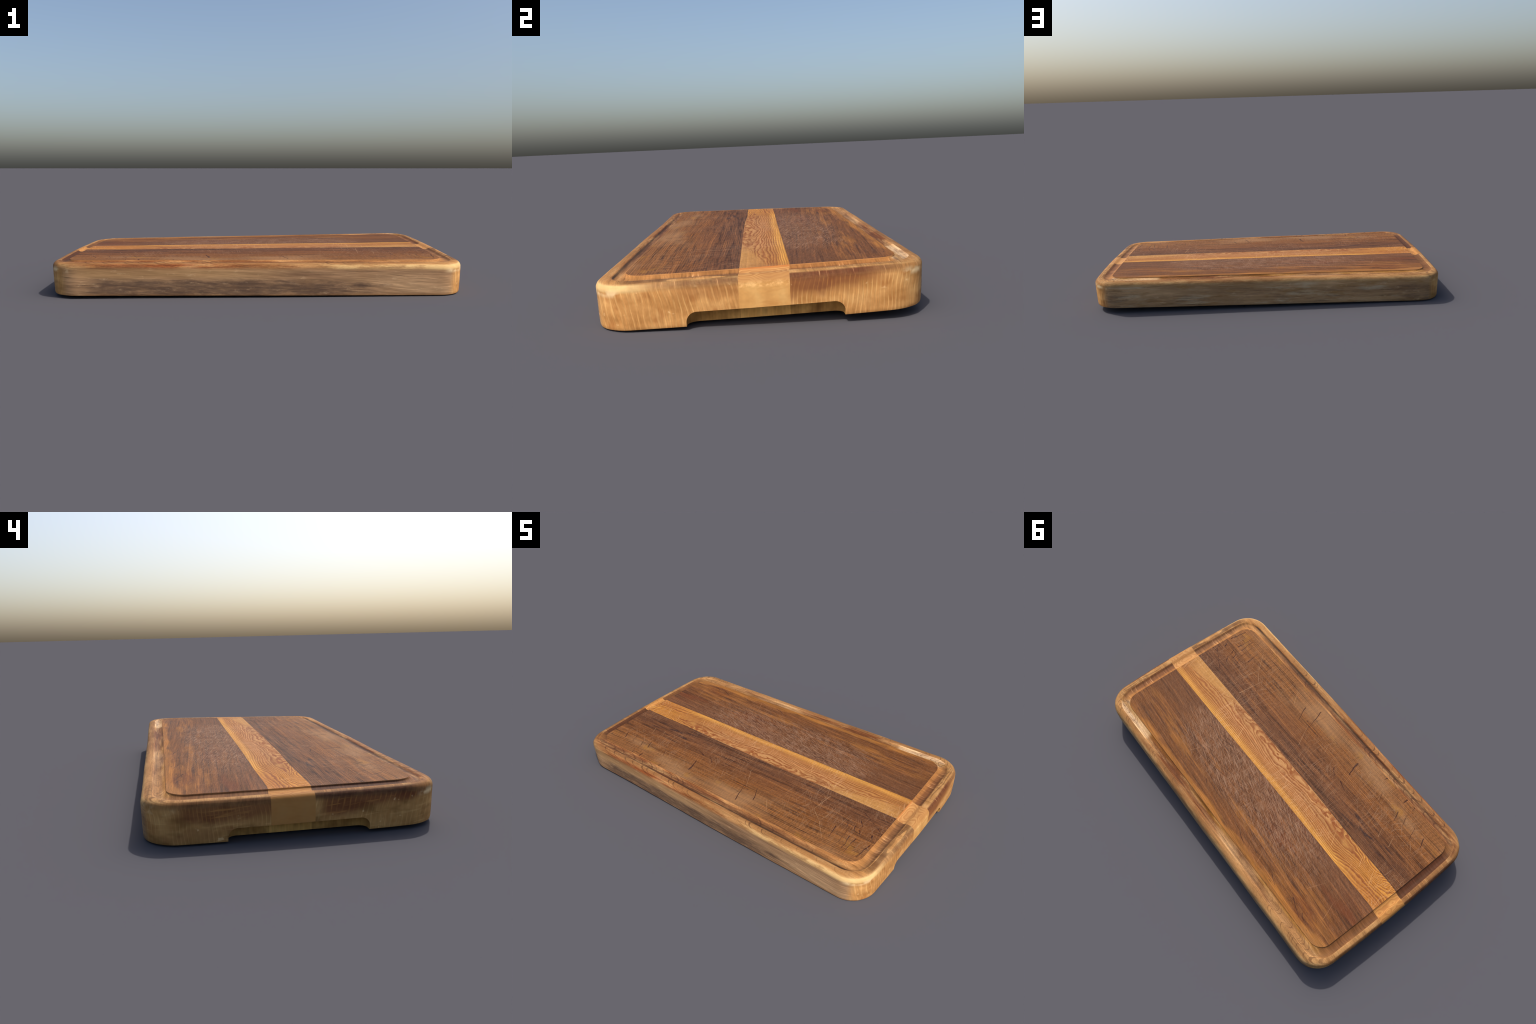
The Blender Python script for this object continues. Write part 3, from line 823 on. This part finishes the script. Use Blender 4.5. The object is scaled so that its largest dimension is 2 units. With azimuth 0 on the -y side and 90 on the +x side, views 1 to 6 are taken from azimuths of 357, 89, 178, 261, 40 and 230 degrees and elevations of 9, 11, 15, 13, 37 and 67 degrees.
def light_outer(groove):
    t = Tree("light_wood_" + ("groove" if groove else "edge"))
    x, y, h = t.x, t.y, t.h
    w = (y + 0.069 - x.ss(-0.15, -0.65) * 0.009) / 0.165
    ww = (w - 0.5) / 0.5
    f = t.z * 260 + ww * ww * 1.6 + (t.noise(x * 8, y * 10, t.z * 8, 2.0) - 0.5) * 7.0 + x * 9 * x.abs().ss(0.0, 0.1)
    saw = f.fract()
    ring = saw.ss(0.15, 0.8) * saw.ss(1.0, 0.88)
    base = t.ramp(t.noise(x * 9, y * 12, 3.0, 2.0), [(0.3, (188, 134, 78)), (0.7, (204, 152, 92))], G_TOP)
    base = t.mix(x.ss(0.0, 0.5) * 0.35, base, t.rgb((214, 162, 108), G_TOP))
    base = t.mix(x.ss(0.0, -0.5) * 0.5, base, t.rgb((204, 146, 82), G_TOP))
    col = t.mix(ring * 0.42, base, t.rgb((160, 98, 54), G_TOP))
    g = grain_lines(t, y, 63.0)
    if groove:
        col = t.mix((h + 0.004).ss(-0.004, 0.003) * x.ss(0, 0.4) * 0.5, col, t.rgb((196, 116, 60), G_TOP))
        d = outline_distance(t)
        foot = h.ss(-0.0085, -0.0110) * d.bump(0.034, 0.040, 0.048, 0.056) * x.ss(-0.4, 0.4)  # shade under the outer wall, painted in as a dark line
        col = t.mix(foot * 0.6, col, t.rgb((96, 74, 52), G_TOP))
        return t.finish(col, 0.62, 0.16, g * 0.4 - ring * 0.3, 0.3, 0.0015)
    mott = t.noise(y * 18, t.z * 14, 23.0, 3.0)
    endc = t.ramp(mott, [(0.25, (190, 138, 82)), (0.5, (200, 150, 92)), (0.75, (208, 162, 104))], G_END)
    endc = t.scale(endc, 0.92 + t.noise(y * 60, t.z * 90, 5.0, 2.0) * 0.16)
    endc = t.mix(t.noise(y * 12, (t.z - y * 0.2) * 45, 7.0, 2.0).ss(0.55, 0.7) * 0.25, endc, t.rgb((176, 118, 62), G_END))
    endc = t.mix(x.ss(0.2, -0.2) * (0.35 + mott * 0.4), endc, t.rgb((158, 108, 60), G_END))
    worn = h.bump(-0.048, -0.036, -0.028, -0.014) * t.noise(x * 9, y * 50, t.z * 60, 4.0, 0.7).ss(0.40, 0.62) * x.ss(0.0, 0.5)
    endc = t.mix(worn * 0.45, endc, t.rgb((240, 192, 132), G_END))
    endc = t.mix(chips(t, 9.0, 0.69) * 0.4, endc, t.rgb((232, 196, 150), G_END))
    top = h.ss(-0.038, -0.014)
    mixed = t.mix((top + (t.noise(x * 9, y * 16, t.z * 9, 3.0) - 0.5) * 0.5).clamp(), endc, col)
    under = t.nz.ss(-0.6, -0.85)
    mixed = t.mix(under, mixed, t.scale(t.rgb((190, 136, 80), 1.2), g * 0.4 + 1.0))
    return t.finish(mixed, 0.62, 0.16, g * 0.4, 0.3, 0.0015, 0.26)


def recess_wood(light):
    t = Tree("recess_" + ("light" if light else "dark") + "_wood")
    n = t.noise(t.y * 30, t.z * 22, t.x * 10, 3.0)
    a, b = ((176, 132, 76), (196, 152, 92)) if light else ((142, 102, 58), (176, 134, 80))
    col = t.ramp(n, [(0.3, a), (0.7, b)], 0.8)
    col = t.mix(t.noise(t.y * 12, t.z * 8, 3.0, 2.0).ss(0.5, 0.66) * 0.55, col, t.rgb((100, 70, 42), 0.8))
    line = t.noise(t.y * 130, t.z * 10, 5.0, 1.0)
    col = t.scale(col, 0.8 + line * 0.4)
    return t.finish(col, 0.7, 0.12, line, 0.25, 0.0015, 0.24)


STROKE = mark_group()
mesh, plank_of, shift = build_geometry()
Z_SHIFT = shift.z
edge_front, edge_back, edge_light = dark_outer(False, True), dark_outer(False, False), light_outer(False)
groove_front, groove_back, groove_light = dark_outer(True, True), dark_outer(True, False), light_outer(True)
recess_dark, recess_light = recess_wood(False), recess_wood(True)
MATERIALS = {
    (0, 0): edge_front, (1, 0): edge_light, (2, 0): edge_back,
    (0, 1): groove_front, (1, 1): groove_light, (2, 1): groove_back,
    (0, 2): cutting_front(), (1, 2): cutting_light(), (2, 2): cutting_back(),
    (0, 3): recess_dark, (1, 3): recess_light, (2, 3): recess_dark,
}
parts = split(mesh, plank_of)
bpy.data.meshes.remove(mesh)
assemble(parts, MATERIALS)
for m in SLOT_MATS:
    bpy.data.materials.remove(m)
